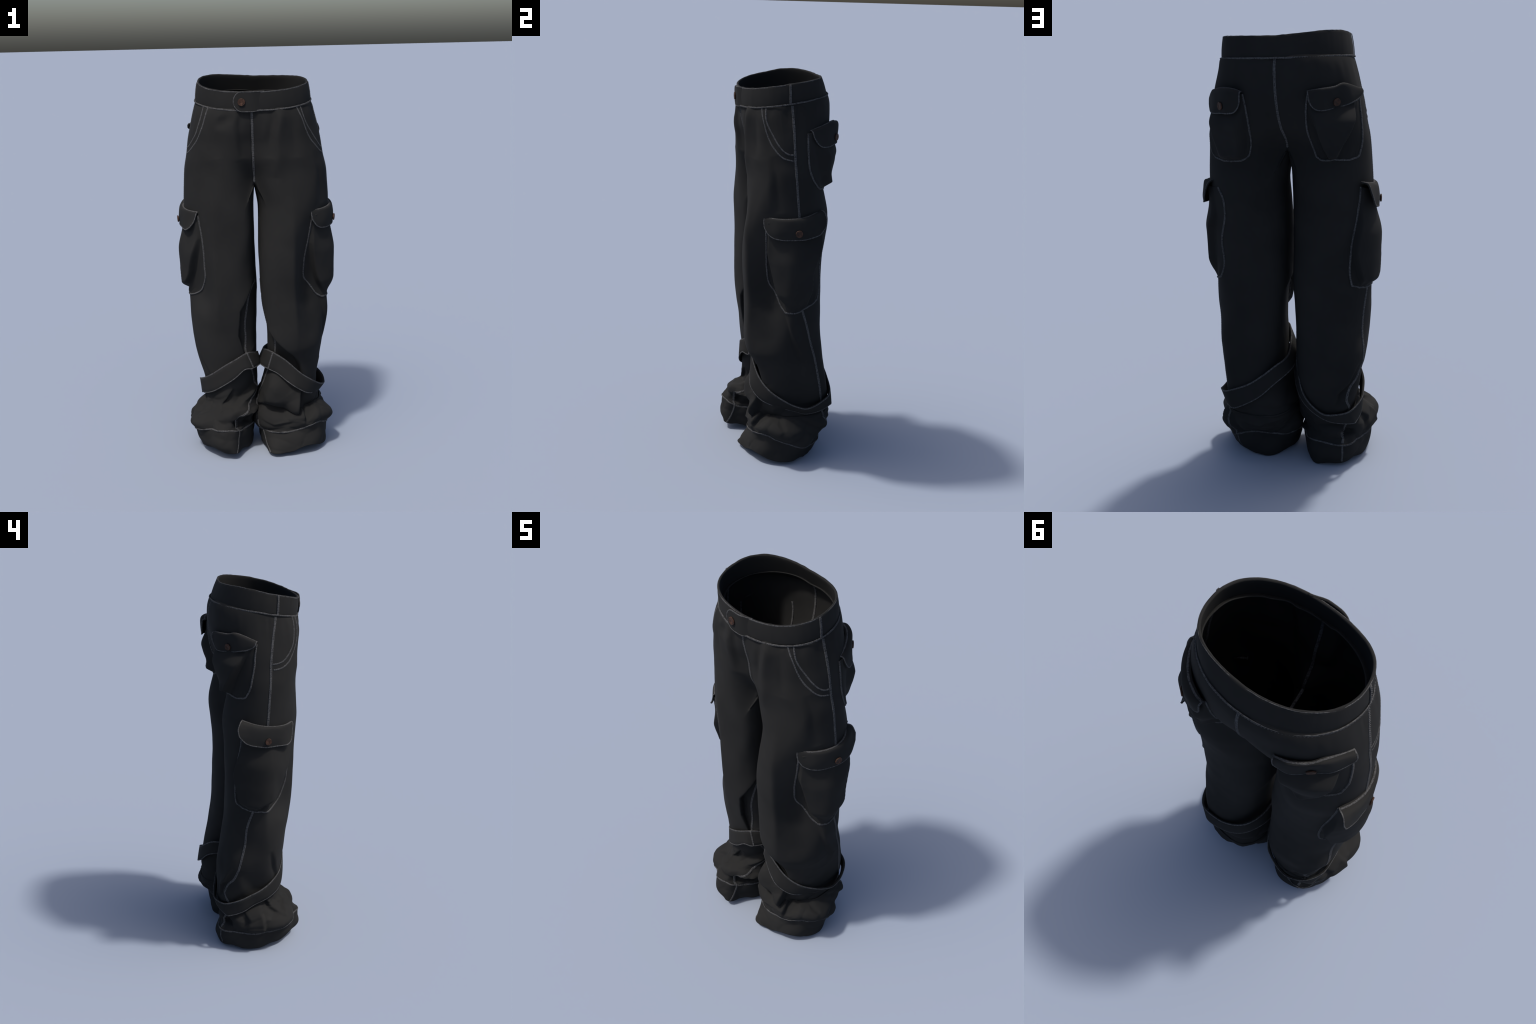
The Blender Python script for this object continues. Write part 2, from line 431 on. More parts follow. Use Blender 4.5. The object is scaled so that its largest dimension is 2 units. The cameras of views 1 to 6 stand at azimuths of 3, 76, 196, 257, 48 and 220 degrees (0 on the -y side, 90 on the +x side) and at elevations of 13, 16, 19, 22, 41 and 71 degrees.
BODY_V, BODY_F = [], []
CUFF_RING = 2
for side in (1, -1):
    g, pos, rowL, subs = LEGS[side]
    rc = sum(subs[:CUFF_RING])
    v, f = emit(side, rc, len(g)-1)
    leg = make_obj('trouser_leg', v, f, FABRIC)
    o = len(BODY_V); BODY_V += v; BODY_F += [[i+o for i in q] for q in f]
    v, f = emit(side, 0, rc)
    cuff = make_obj('hem_cuff', v, f, FABRIC)
    o = len(BODY_V); BODY_V += v; BODY_F += [[i+o for i in q] for q in f]
    for ob in (leg, cuff):
        m = ob.modifiers.new('t', 'SOLIDIFY'); m.thickness = .004; m.offset = -1
BVH = BVHTree.FromPolygons([Vector(v) for v in BODY_V], BODY_F)
#@@PARTS
# ------------------------------------------------------------------ cloth tools
def near(p, tree=None):
    loc, nor, idx, d = (tree or BVH).find_nearest(Vector(p))
    return np.array(loc), np.array(nor)

def outward(p, n):
    """make n point away from the axis of the leg or waist that p belongs to"""
    ax = 0.185*np.sign(p[0]) if p[2] < 1.40 else 0.0
    d = np.array([p[0]-ax, p[1], 0.0])
    return n if np.dot(n, d) >= 0 else -n

def on_cloth(pts, tree=None):
    L, N = [], []
    for p in pts:
        l, n = near(p, tree); L.append(l); N.append(n)
    N = np.array(N)
    for _ in range(2):                      # calm the normals a little along the path
        M = N.copy(); M[1:-1] = N[:-2] + 2*N[1:-1] + N[2:]
        N = M/np.linalg.norm(M, axis=1)[:, None]
    return np.array(L), N

def frame(P, closed=False):
    T = np.zeros_like(P)
    if closed: T = np.roll(P, -1, 0) - np.roll(P, 1, 0)
    else:
        T[1:-1] = P[2:] - P[:-2]; T[0] = P[1]-P[0]; T[-1] = P[-1]-P[-2]
    return T/(np.linalg.norm(T, axis=1)[:, None] + 1e-9)

class Sewing:
    """collects seam tapes and stitches so that each part gets one joined mesh of each"""
    def __init__(self): self.v, self.f, self.sv, self.sf = [], [], [], []
    def tape(self, P, N, width, height, closed=False, drape=None, stitches=1, lift=0.0, wob=0.0):
        T = frame(P, closed); S = np.cross(N, T); S /= np.linalg.norm(S, axis=1)[:, None] + 1e-9
        prof = [(-.5, -.0015), (-.44, height*.75), (-.22, height), (.0, height*.7), (.22, height), (.44, height*.75), (.5, -.0015)]
        o = len(self.v); n = len(P); m = len(prof)
        for i in range(n):
            w = width*(1 + wob*mnoise.noise(Vector(P[i]*60)))
            for (a, h) in prof:
                q = P[i] + S[i]*a*w
                if drape is not None:
                    l, _ = near(q, drape)
                    if np.linalg.norm(l-q) < .012: q = l
                self.v.append(q + N[i]*(h + lift))
        for i in range(n if closed else n-1):
            for k in range(m-1):
                a = o + i*m + k; b = o + ((i+1) % n)*m + k
                self.f.append([a, b, b+1, a+1])
        if not closed:
            self.f.append([o+k for k in range(m)]); self.f.append([o+(n-1)*m+k for k in range(m)][::-1])
        if stitches:
            self.stitch(P + N*(height+lift), N, [0.0] if stitches == 1 else [-.30*width, .30*width])
    def stitch(self, P, N, offs, length=.0065, gap=.0045, r=.0011):
        seg = np.linalg.norm(P[1:]-P[:-1], axis=1); cum = np.r_[0, np.cumsum(seg)]
        T = frame(P); S = np.cross(N, T)
        k = 0; s = gap
        while s + length < cum[-1]:
            def at(x, A): return np.array([np.interp(x, cum, A[:, c]) for c in range(3)])
            t = at(s, T); n = at(s, N); sd = at(s, S)
            for of in offs:
                a, b = at(s, P)+sd*of, at(s+length, P)+sd*of
                o = len(self.sv)
                for q, h in ((a, -.0008), (.75*a+.25*b, r), (.25*a+.75*b, r), (b, -.0008)):
                    self.sv += [q - sd*r + n*h, q + sd*r + n*h]
                for j in range(3):
                    self.sf.append([o+2*j, o+2*j+2, o+2*j+3, o+2*j+1])
            s += length + gap
    def finish(self, parent, tape_name='seam_tape', mat=None):
        if self.v:
            ob = make_obj(tape_name, self.v, self.f, mat or SEAM, parent, kind='stuff')
        if self.sv:
            ob = make_obj('stitching', self.sv, self.sf, STITCH, parent, kind='stuff')

def seam(sew, ctrl, width=.012, height=.0018, tree=None, stitches=2, lift=.0):
    P = curve_through(ctrl, .006)
    L, N = on_cloth(P, tree)
    for i in range(len(L)): N[i] = outward(L[i], N[i])
    for _ in range(1):
        L[1:-1] = .25*L[:-2] + .5*L[1:-1] + .25*L[2:]
    sew.tape(L, N, width, height, drape=tree or BVH, stitches=stitches, lift=lift, wob=.18)

def coons(top, bottom, left, right, nu, nv):
    """patch from four boundary curves (point lists); rows run top to bottom"""
    def res(c, n):
        c = curve_through(c, .004); d = np.r_[0, np.cumsum(np.linalg.norm(c[1:]-c[:-1], axis=1))]
        t = np.linspace(0, d[-1], n)
        return np.stack([np.interp(t, d, c[:, k]) for k in range(3)], 1)
    T, B, L, R = res(top, nu), res(bottom, nu), res(left, nv), res(right, nv)
    u = np.linspace(0, 1, nu)[None, :, None]; v = np.linspace(0, 1, nv)[:, None, None]
    P = (1-v)*T[None] + v*B[None] + (1-u)*L[:, None] + u*R[:, None]
    P -= (1-u)*(1-v)*T[0] + u*(1-v)*T[-1] + (1-u)*v*B[0] + u*v*B[-1]
    return P

def grid_faces(nv, nu, o=0, flip=False):
    F = []
    for i in range(nv-1):
        for j in range(nu-1):
            q = [o+i*nu+j, o+i*nu+j+1, o+(i+1)*nu+j+1, o+(i+1)*nu+j]
            F.append(q[::-1] if flip else q)
    return F

def solid_sheet(name, P, thick, mat, parent, flip=None):
    """a cloth sheet with real thickness and a rounded rim; P[v,u,3] is the outer face"""
    nv, nu, _ = P.shape
    du = np.gradient(P, axis=1); dv = np.gradient(P, axis=0)
    N = np.cross(dv, du); N /= np.linalg.norm(N, axis=2)[:, :, None] + 1e-9
    mid = N[nv//2, nu//2]; c = P[nv//2, nu//2]
    if np.dot(outward(c, mid.copy()), mid) < 0: N = -N
    V = np.concatenate([P.reshape(-1, 3), (P - N*thick).reshape(-1, 3)])
    F = grid_faces(nv, nu); o = nv*nu
    F += grid_faces(nv, nu, o, True)
    rim = [(0, j) for j in range(nu)] + [(i, nu-1) for i in range(1, nv)] + [(nv-1, j) for j in range(nu-2, -1, -1)] + [(i, 0) for i in range(nv-2, 0, -1)]
    rid = [i*nu+j for i, j in rim]
    # rounded edge: one extra ring, pushed outwards
    cen = P.reshape(-1, 3)
    m = len(rid); base = len(V); extra = []
    for k in range(m):
        i, j = rim[k]
        t = cen[rid[(k+1) % m]] - cen[rid[k-1]]
        n = N[i, j]; sd = np.cross(t, n); sd /= np.linalg.norm(sd) + 1e-9
        ctr = P[nv//2, nu//2] - P[i, j]
        if np.dot(sd, ctr) > 0: sd = -sd
        extra.append(P[i, j] - n*thick*.5 + sd*thick*.45)
    V = np.concatenate([V, np.array(extra)])
    for k in range(m):
        a, b = rid[k], rid[(k+1) % m]
        F.append([b, a, base+k, base+(k+1) % m]); F.append([base+(k+1) % m, base+k, a+o, b+o])
    ob = make_obj(name, V, F, mat, parent)
    bm = bmesh.new(); bm.from_mesh(ob.data); bmesh.ops.recalc_face_normals(bm, faces=bm.faces); bm.to_mesh(ob.data); bm.free()
    return ob, N, rim

def rivet(name, p, n, r, parent):
    """a domed shank button with a rim, ring groove and centre dimple"""
    n = np.array(n)/np.linalg.norm(n)
    prof = [(0, .0035), (.25, .0036), (.40, .0042), (.55, .0052), (.70, .0050), (.80, .0046), (.88, .0058), (.96, .0055), (1.0, .0040), (1.0, .0), (.55, -.002), (.5, -.007), (0, -.007)]
    a = np.cross(n, [0, 0, 1.0]); a /= np.linalg.norm(a); b = np.cross(n, a)
    V, F, k = [], [], 32
    for (q, h) in prof:
        for i in range(k):
            th = 2*math.pi*i/k
            V.append(p + n*h + (a*math.cos(th) + b*math.sin(th))*r*max(q, .001))
    for i in range(len(prof)-1):
        for j in range(k):
            F.append([i*k+j, i*k+(j+1) % k, (i+1)*k+(j+1) % k, (i+1)*k+j])
    ob = make_obj(name, V, F, COPPER, parent)
    bm = bmesh.new(); bm.from_mesh(ob.data); bmesh.ops.recalc_face_normals(bm, faces=bm.faces); bm.to_mesh(ob.data); bm.free()
    return ob

# ------------------------------------------------------------------ waistband
def waist_pts(theta, top):
    """theta 0 = wearer's left (+x), 90 = back; returns the outer face point"""
    c, s = math.cos(theta), math.sin(theta)
    y0 = -.018
    if top:
        W = .285 if c > 0 else .271; Y = (.198 if s > 0 else .199); n = 2.12 + (.45 if c > 0 and s > 0 else .35 if c < 0 and s < 0 else .05)*abs(math.sin(2*theta))
    else:
        W = .2975 if c > 0 else .2835; Y = (.2375 if s > 0 else .1965); n = 2.12
    x = .004*(1-abs(c)) + W*np.sign(c)*abs(c)**(2/n); y = y0 + Y*np.sign(s)*abs(s)**(2/n)
    lift = (.020 if top else .015)*c*c if c < 0 else (.008 if top else .007)*c*c
    if top and c < 0 and s > 0: lift += .021*(-c)*s      # the band rides up at the right back
    z = (1.9605 + .165*y if top else 1.866 + .160*y) + lift
    return np.array([x, y, z])

NW = 240
wb_v, wb_f = [], []
rows = 13
cross = []
for i in range(NW):
    th = 2*math.pi*i/NW
    B, T = waist_pts(th, False), waist_pts(th, True)
    up = (T-B); H = np.linalg.norm(up); up = up/H
    tang = waist_pts(th+.01, False) - waist_pts(th-.01, False); tang /= np.linalg.norm(tang)
    n = np.cross(tang, up); n /= np.linalg.norm(n)
    wav = .0014*mnoise.noise(Vector((B[0]*22, B[1]*22, 3.0))) + .0008*mnoise.noise(Vector((B[0]*70, B[1]*70, 1.0)))
    th_b = .010
    pro = []
    for k in range(rows):                                  # outer face, faint belly
        t = k/(rows-1); pro.append(B + up*H*t*.975 + n*(.0025*math.sin(math.pi*t) + .6*wav))
    pro.append(T + up*wav - n*.0022); pro.append(T + up*(.001+wav) - n*th_b*.5); pro.append(T - up*(.0015-wav) - n*th_b*.9)
    for k in range(rows-1, -1, -2):
        t = k/(rows-1); pro.append(B + up*H*t*.95 - n*th_b)
    cross.append(pro)
M = len(cross[0])
for pro in cross: wb_v += pro
for i in range(NW):
    for k in range(M):
        a, b = i*M+k, ((i+1) % NW)*M+k
        c, d = ((i+1) % NW)*M+(k+1) % M, i*M+(k+1) % M
        wb_f.append([a, b, c, d])
WAIST = make_obj('waistband', wb_v, wb_f, FABRIC)
WBVH = BVHTree.FromPolygons([Vector(v) for v in wb_v], wb_f)

def on_band(x, t, sgn=-1):
    """point and normal on the front (or back) of the band at abscissa x, height t"""
    lo, hi = (math.pi, 2*math.pi) if sgn < 0 else (math.pi, 0.0)
    for _ in range(40):
        m = (lo+hi)/2
        if (waist_pts(m, False)*(1-t) + waist_pts(m, True)*t)[0] < x: lo = m
        else: hi = m
    B, T = waist_pts(m, False), waist_pts(m, True)
    tang = waist_pts(m+.01, False) - waist_pts(m-.01, False)
    n = np.cross(tang, T-B); n /= np.linalg.norm(n)
    return B + (T-B)*t, n

# overlapping tab with the rounded end
nu, nv = 40, 20
TAB = np.zeros((nv, nu, 3))
for j in range(nu):
    x = -.075 + .150*j/(nu-1)
    e = min(1.0, (x+.075)/.042)
    half = .5*math.sqrt(max(0.0, 1-(1-e)**2)) if e < 1 else .5
    half = max(half, .06)
    drop = .035*(1-sstep(x, .00, .07))
    for i in range(nv):
        t = .5 + half*(1-2*i/(nv-1))
        p, n = on_band(x, .985*t - drop*(1-t) + .01)
        d = .0125 - .0140*sstep(x, .005, .072)
        TAB[i, j] = p + n*d
tab, _, tabrim = solid_sheet('waist_tab', TAB, .0075, FABRIC, ROOT)
pb, nb_ = on_band(-.036, .47)
rivet('button', pb + nb_*.0135, nb_, .0185, tab)

sew = Sewing()
for th in (math.radians(-3.2), math.radians(190.5)):
    B, T = waist_pts(th, False), waist_pts(th, True)
    tang = waist_pts(th+.01, False) - waist_pts(th-.01, False); n = np.cross(tang, T-B); n /= np.linalg.norm(n)
    P = np.array([B + (T-B)*t + n*(.0022 + .0025*math.sin(math.pi*t)) for t in np.linspace(.01, .985, 16)])
    sew.tape(P, np.repeat(n[None], 16, 0), .0115, .0016, stitches=2, wob=.15)
# chain stitch along the bottom edge of the band, where it meets the hips
P = np.array([waist_pts(2*math.pi*i/260, False) for i in range(260)])
N = np.array([[p[0], p[1]*1.4, .05] for p in P]); N /= np.linalg.norm(N, axis=1)[:, None]
for i in range(len(P)):
    P[i] += N[i]*(.0048 + .0010*mnoise.noise(Vector(P[i]*30))) + np.array([0, 0, .001 + .0016*mnoise.noise(Vector(P[i]*22))])
sew.tape(P, N, .0078, .0014, closed=True, stitches=0, wob=.35)
sew.stitch(np.concatenate([P + N*.002, P[:1] + N[:1]*.002]), np.concatenate([N, N[:1]]), [.0])
# worn pale rim of the band
P = np.array([waist_pts(2*math.pi*i/200, True) for i in range(200)])
N = np.array([[p[0], p[1]*1.4, .0] for p in P]); N /= np.linalg.norm(N, axis=1)[:, None]
for i in range(200):
    P[i] += np.array([0, 0, -.0035 + .0020*mnoise.noise(Vector(P[i]*22))])
sew.tape(P, N, .0050, .0008, closed=True, stitches=0, wob=.5)
# top edge of the tab and band: pale worn rim
rimP = np.array([TAB[i, j] for i, j in tabrim if not (j == nu-1 and 0 < i < nv-1)])
rimN = np.array([on_band(p[0], .5)[1] for p in rimP])
k0 = next(k for k, (i, j) in enumerate(tabrim) if (i, j) == (nv-1, nu-1)) - (nv-2)
rimP = np.roll(rimP, -k0, 0); rimN = np.roll(rimN, -k0, 0)
sew.tape(rimP, rimN, .0045, .0012, stitches=0)
sew.finish(WAIST, 'seam_tape')

# ------------------------------------------------------------------ seams of the legs
SIDE_SEAM = {
  1: [[(.297, -.022, 1.862), (.334, -.018, 1.739), (.357, -.014, 1.609), (.378, -.005, 1.471), (.383, .008, 1.33)],
      [(.377, .041, .868), (.358, .087, .717), (.341, .13, .57), (.330, .165, .44), (.322, .190, .326), (.316, .205, .271), (.300, .215, .188), (.285, .19, .115)]],
  -1: [[(-.277, -.046, 1.866), (-.311, -.03, 1.763), (-.335, -.018, 1.655), (-.345, -.016, 1.58), (-.361, -.009, 1.467), (-.366, -.001, 1.33)],
      [(-.348, .06, .868), (-.335, .09, .765), (-.333, .100, .668), (-.328, .113, .587), (-.318, .132, .505), (-.306, .150, .450), (-.28, .175, .405), (-.266, .19, .345), (-.272, .17, .28), (-.262, .19, .2), (-.25, .199, .15), (-.243, .202, .115)]],
}
CUFF_SIDE = {1: [(.285, .19, .115), (.280, .17, .06), (.268, .15, .018)], -1: [(-.243, .202, .115), (-.242, .205, .07), (-.240, .205, .020)]}
IN_SEAM = {
  1: [(.030, -.06, .95), (.036, -.08, .85), (.070, -.125, .72), (.095, -.124, .62), (.091, -.120, .555), (.062, -.10, .481), (.045, -.07, .431), (.03, -.06, .365), (.007, -.045, .311), (-.008, -.07, .248), (.010, -.10, .179), (.020, -.113, .112)],
  -1: [(-.006, -.06, .95), (-.03, -.10, .87), (-.054, -.113, .741), (-.055, -.106, .638), (-.051, -.118, .558), (-.03, -.09, .47), (-.012, -.05, .38), (-.010, -.045, .34), (-.03, -.1, .29), (-.05, -.16, .240), (-.085, -.19, .222), (-.092, -.20, .195), (-.088, -.19, .155)],
}
CUFF_IN = {1: [(.022, -.115, .112), (.044, -.14, .055), (.068, -.195, .020)], -1: [(-.088, -.19, .155), (-.088, -.21, .085), (-.085, -.245, .035)]}
POCKET_LINE = {
  1: [[(.224, -.152, 1.850), (.262, -.15, 1.775), (.295, -.135, 1.70), (.323, -.106, 1.653), (.345, -.07, 1.619), (.357, -.02, 1.607)],
      [(.247, -.14, 1.855), (.270, -.14, 1.785), (.308, -.117, 1.718), (.337, -.079, 1.661), (.35, -.046, 1.638), (.353, -.02, 1.636)]],
  -1: [[(-.203, -.159, 1.851), (-.215, -.166, 1.82), (-.237, -.169, 1.759), (-.262, -.152, 1.70), (-.295, -.12, 1.65), (-.322, -.08, 1.621), (-.337, -.028, 1.613)],
      [(-.230, -.14, 1.856), (-.241, -.15, 1.82), (-.258, -.15, 1.77), (-.280, -.138, 1.713), (-.314, -.095, 1.661), (-.329, -.061, 1.645), (-.336, -.022, 1.641)]],
}
LEG_OB = {1: bpy.data.objects['trouser_leg'], -1: bpy.data.objects['trouser_leg.001']}
CUFF_OB = {1: bpy.data.objects['hem_cuff'], -1: bpy.data.objects['hem_cuff.001']}
for side in (1, -1):
    sew = Sewing(); cs = Sewing()
    for c in SIDE_SEAM[side]:
        seam(sew, c, .0125, .0018)
    P = curve_through(SIDE_SEAM[side][0], .008); L, N = on_cloth(P)
    for i in range(len(L)): N[i] = outward(L[i], N[i])
    sew.tape(L - N*.0045, -N, .012, .0015, stitches=0)
    seam(sew, IN_SEAM[side], .011, .0018)
    for c in POCKET_LINE[side]: seam(sew, c, .0075, .0016, stitches=1)
    g, pos, rowL, subs = LEGS[side]
    rc = sum(subs[:CUFF_RING])
    ringp = [(side*g[rc, j, 0], g[rc, j, 1], g[rc, j, 2]) for j in range(0, NC, 4)]
    P = curve_through(ringp, .006, closed=True)
    cx = side*.18
    N = np.stack([P[:, 0]-cx, P[:, 1], 0*P[:, 0]], 1); N /= np.linalg.norm(N, axis=1)[:, None]
    for i in range(len(P)):
        l, n = near(P[i]); N[i] = outward(l, n)
    for _ in range(4): N = N + .5*(np.roll(N, 1, 0) + np.roll(N, -1, 0)); N /= np.linalg.norm(N, axis=1)[:, None]
    cs.tape(P + N*.0005, N, .0085, .002, closed=True, stitches=1, wob=.3)
    seam(cs, CUFF_SIDE[side], .010, .0018, stitches=1); seam(cs, CUFF_IN[side], .010, .0018, stitches=1)
    if side > 0:      # centre seam, front and back, carried by the wearer's left leg
        top = len(g) - 3
        f = [(side*g[i, JF, 0], g[i, JF, 1], g[i, JF, 2]) for i in range(rowL, top, 4)]
        b = [(side*g[i, JB, 0], g[i, JB, 1], g[i, JB, 2]) for i in range(rowL, top, 4)]
        u = [(side*g[rowL, j, 0], g[rowL, j, 1], g[rowL, j, 2]) for j in range(JB, JF+1, 4)]
        line = f[::-1] + u[::-1][1:-1] + b
        P = curve_through(line, .006); T = frame(P)
        N = np.cross(T, np.array([1.0, 0, 0])); N /= np.linalg.norm(N, axis=1)[:, None]
        if np.dot(N[0], (0, -1, 0)) < 0: N = -N
        sew.tape(P - N*.0005, N, .0125, .0022, stitches=2, wob=.2)
        sew.tape(P - N*.0055, -N, .012, .002, stitches=0)
    sew.finish(LEG_OB[side]); cs.finish(CUFF_OB[side])

# ------------------------------------------------------------------ pockets
def pocket_bag(name, top, bottom, left, right, depth, parent=ROOT, parent_inside=False):
    nu, nv = 72, 84
    P = coons(top, bottom, left, right, nu, nv)
    Q = np.zeros_like(P); NN = np.zeros_like(P)
    for i in range(nv):
        for j in range(nu):
            l, n = near(P[i, j]); Q[i, j] = l; NN[i, j] = outward(l, n)
    for _ in range(10):
        NN[1:-1, 1:-1] = NN[1:-1, 1:-1] + .5*(NN[:-2, 1:-1] + NN[2:, 1:-1] + NN[1:-1, :-2] + NN[1:-1, 2:])
        NN /= np.linalg.norm(NN, axis=2)[:, :, None]
    for i in range(nv):
        for j in range(nu):
            u, v = j/(nu-1), i/(nv-1)
            pk = sstep(v, .72, .97)                     # puckers along the sewn bottom edge
            Q[i, j] += NN[i, j]*(depth(u, v) + .006*pk*(1 - sstep(v, .96, 1))*mnoise.noise(Vector((u*9, v*2, Q[0, 0, 0]*30))))
            Q[i, j, 2] += .0045*pk*mnoise.noise(Vector((u*8, 2.0, Q[0, 0, 0]*30)))
    V = Q.reshape(-1, 3); F = grid_faces(nv, nu)
    ob = make_obj(name, V, F, FABRIC, parent)
    bm = bmesh.new(); bm.from_mesh(ob.data); bmesh.ops.recalc_face_normals(bm, faces=bm.faces); bm.to_mesh(ob.data); bm.free()
    m = ob.data
    if np.dot(np.array(m.polygons[len(m.polygons)//2].normal), NN[nv//2, nu//2]) < 0: m.flip_normals()
    sm = ob.modifiers.new('t', 'SOLIDIFY'); sm.thickness = .004; sm.offset = -1
    # pale welt round the sewn edge
    sw = Sewing()
    edge = np.concatenate([Q[:, 0], Q[-1, 1:], Q[::-1, -1][1:]]); en = np.concatenate([NN[:, 0], NN[-1, 1:], NN[::-1, -1][1:]])
    for _ in range(3):
        edge[1:-1] = .25*edge[:-2] + .5*edge[1:-1] + .25*edge[2:]
    sw.tape(edge, en, .0085, .003, stitches=1, wob=.25)
    if parent_inside: sw.tape(edge - en*.007, -en, .009, .0016, stitches=0)
    sw.finish(ob, 'pocket_welt')
    return ob, Q, NN

def flap(name, rows, parent, button=None, br=.0165):
    """rows: control rows from the sewn edge down to the free edge, each a list of points"""
    nu, nv = 56, 30
    R = []
    for r in rows:
        c = curve_through(r, .004); d = np.r_[0, np.cumsum(np.linalg.norm(c[1:]-c[:-1], axis=1))]
        t = np.linspace(0, d[-1], nu)
        R.append(np.stack([np.interp(t, d, c[:, k]) for k in range(3)], 1))
    R = np.array(R)
    P = np.zeros((nv, nu, 3))
    for j in range(nu):
        c = curve_through(R[:, j], .003); d = np.r_[0, np.cumsum(np.linalg.norm(c[1:]-c[:-1], axis=1))]
        # rounded lower corners: the free edge lifts towards both ends
        u = j/(nu-1); e = min(u, 1-u)
        cut = .42*(1 - math.sqrt(max(0, 1-(1-min(1, e/.14))**2)))
        t = np.linspace(0, d[-1]*(1-cut), nv)
        P[:, j] = np.stack([np.interp(t, d, c[:, k]) for k in range(3)], 1)
    for i in range(nv):
        for j in range(nu):
            P[i, j] += .0038*np.array(mnoise.noise_vector(Vector(P[i, j]*14)))*min(1, i/6)
    ob, N, rim = solid_sheet(name, P, .0075, FABRIC, ROOT)
    sw = Sewing()
    k = [(i, 0) for i in range(nv)] + [(nv-1, j) for j in range(1, nu)] + [(i, nu-1) for i in range(nv-2, -1, -1)]
    E = np.array([P[i, j] for i, j in k]); EN = np.array([N[i, j] for i, j in k])
    sw.tape(E, EN, .0058, .0013, stitches=0, wob=.3)
    T, TN = P[2], N[2]
    sw.tape(T, TN, .0080, .0016, stitches=1, wob=.3)
    sw.finish(ob, 'flap_edging')
    if button is not None:
        b = np.array(button); dist = np.linalg.norm(P - b, axis=2); i, j = np.unravel_index(dist.argmin(), dist.shape)
        rivet('button', P[i, j] + N[i, j]*.002, N[i, j], br, ob)
    return ob

def pleat_depth(hi, lo, uL, uR, soft=.10, sag=.0, top=1.0, foot=.93):
    """box-like bag: a proud main panel between two creases uL(v), uR(v), tucked in outside them"""
    def f(u, v):
        a, b = uL(v), uR(v)
        s = sstep(u, a-soft*.75, a+soft*.25)*(1 - sstep(u, b-soft*.25, b+soft*.75))
        e = sstep(min(u, 1-u), -.01, .05)*(1 - sstep(v, foot, 1.0))
        bulge = top + (1-top)*sstep(v, .12, .45)
        w = .0022*mnoise.noise(Vector((u*5, v*6, hi*90))) + sag*math.sin(math.pi*v)*math.sin(math.pi*u)
        return .0015 + e*(lo + (hi-lo)*s*bulge + w)
    return f

# cargo pocket, wearer's left
bagB, _, _ = pocket_bag('cargo_pocket',
  top=[(.292, -.130, 1.305), (.365, -.076, 1.305), (.385, -.004, 1.31), (.373, .062, 1.32), (.300, .166, 1.335)],
  bottom=[(.322, -.055, .862), (.350, -.03, .842), (.378, .02, .848), (.375, .055, .864), (.36, .10, .880), (.33, .135, .895)],
  left=[(.292, -.130, 1.305), (.287, -.130, 1.2), (.282, -.132, 1.10), (.276, -.125, 1.03), (.277, -.118, .98), (.290, -.10, .93), (.322, -.055, .862)],
  right=[(.300, .166, 1.335), (.273, .182, 1.285), (.275, .174, 1.20), (.302, .152, 1.11), (.310, .147, 1.06), (.302, .153, 1.0), (.305, .15, .95), (.33, .135, .895)],
  depth=pleat_depth(.036, .000, lambda v: .05 + .40*max(0, v-.33), lambda v: .80 - .26*max(0, v-.30), soft=.06, sag=.002, top=.30, foot=.76))
flap('pocket_flap', [
  [(.288, -.130, 1.325), (.345, -.088, 1.326), (.383, -.010, 1.333), (.374, .062, 1.345), (.322, .122, 1.361)],
  [(.298, -.145, 1.318), (.366, -.090, 1.318), (.403, -.008, 1.326), (.401, .068, 1.338), (.352, .146, 1.354)],
  [(.308, -.143, 1.270), (.375, -.085, 1.268), (.409, -.002, 1.272), (.409, .072, 1.284), (.374, .155, 1.302)],
  [(.325, -.128, 1.228), (.378, -.075, 1.226), (.407, .004, 1.229), (.408, .076, 1.240), (.378, .142, 1.256)]],
  bagB, (.405, .006, 1.262), .0175)

# cargo pocket, wearer's right
bagA, _, _ = pocket_bag('cargo_pocket',
  top=[(-.275, -.138, 1.305), (-.33, -.085, 1.305), (-.366, -.005, 1.31), (-.358, .06, 1.32), (-.334, .118, 1.34)],
  bottom=[(-.325, -.045, .864), (-.345, -.01, .858), (-.355, .035, .860), (-.345, .075, .862), (-.327, .105, .870), (-.29, .138, .888)],
  left=[(-.275, -.138, 1.305), (-.268, -.145, 1.22), (-.262, -.145, 1.12), (-.264, -.14, 1.03), (-.266, -.133, .97), (-.290, -.10, .90), (-.325, -.045, .864)],
  right=[(-.334, .118, 1.34), (-.330, .124, 1.28), (-.320, .131, 1.20), (-.300, .145, 1.10), (-.29, .146, 1.03), (-.284, .146, .95), (-.29, .138, .888)],
  depth=pleat_depth(.037, .000, lambda v: .06 + .62*max(0, v-.25), lambda v: .97 - .60*max(0, v-.62), soft=.06, sag=.003, top=.28, foot=.86))
flap('pocket_flap', [
  [(-.278, -.138, 1.324), (-.335, -.085, 1.326), (-.364, -.005, 1.334), (-.358, .06, 1.345), (-.338, .122, 1.364)],
  [(-.288, -.150, 1.318), (-.350, -.094, 1.320), (-.388, -.008, 1.328), (-.390, .070, 1.340), (-.372, .140, 1.360)],
  [(-.305, -.145, 1.268), (-.362, -.084, 1.268), (-.394, -.002, 1.274), (-.400, .080, 1.288), (-.392, .160, 1.314)],
  [(-.338, -.140, 1.221), (-.368, -.070, 1.228), (-.393, .004, 1.232), (-.402, .082, 1.247), (-.400, .150, 1.274)]],
  bagA, (-.393, .002, 1.264), .0175)

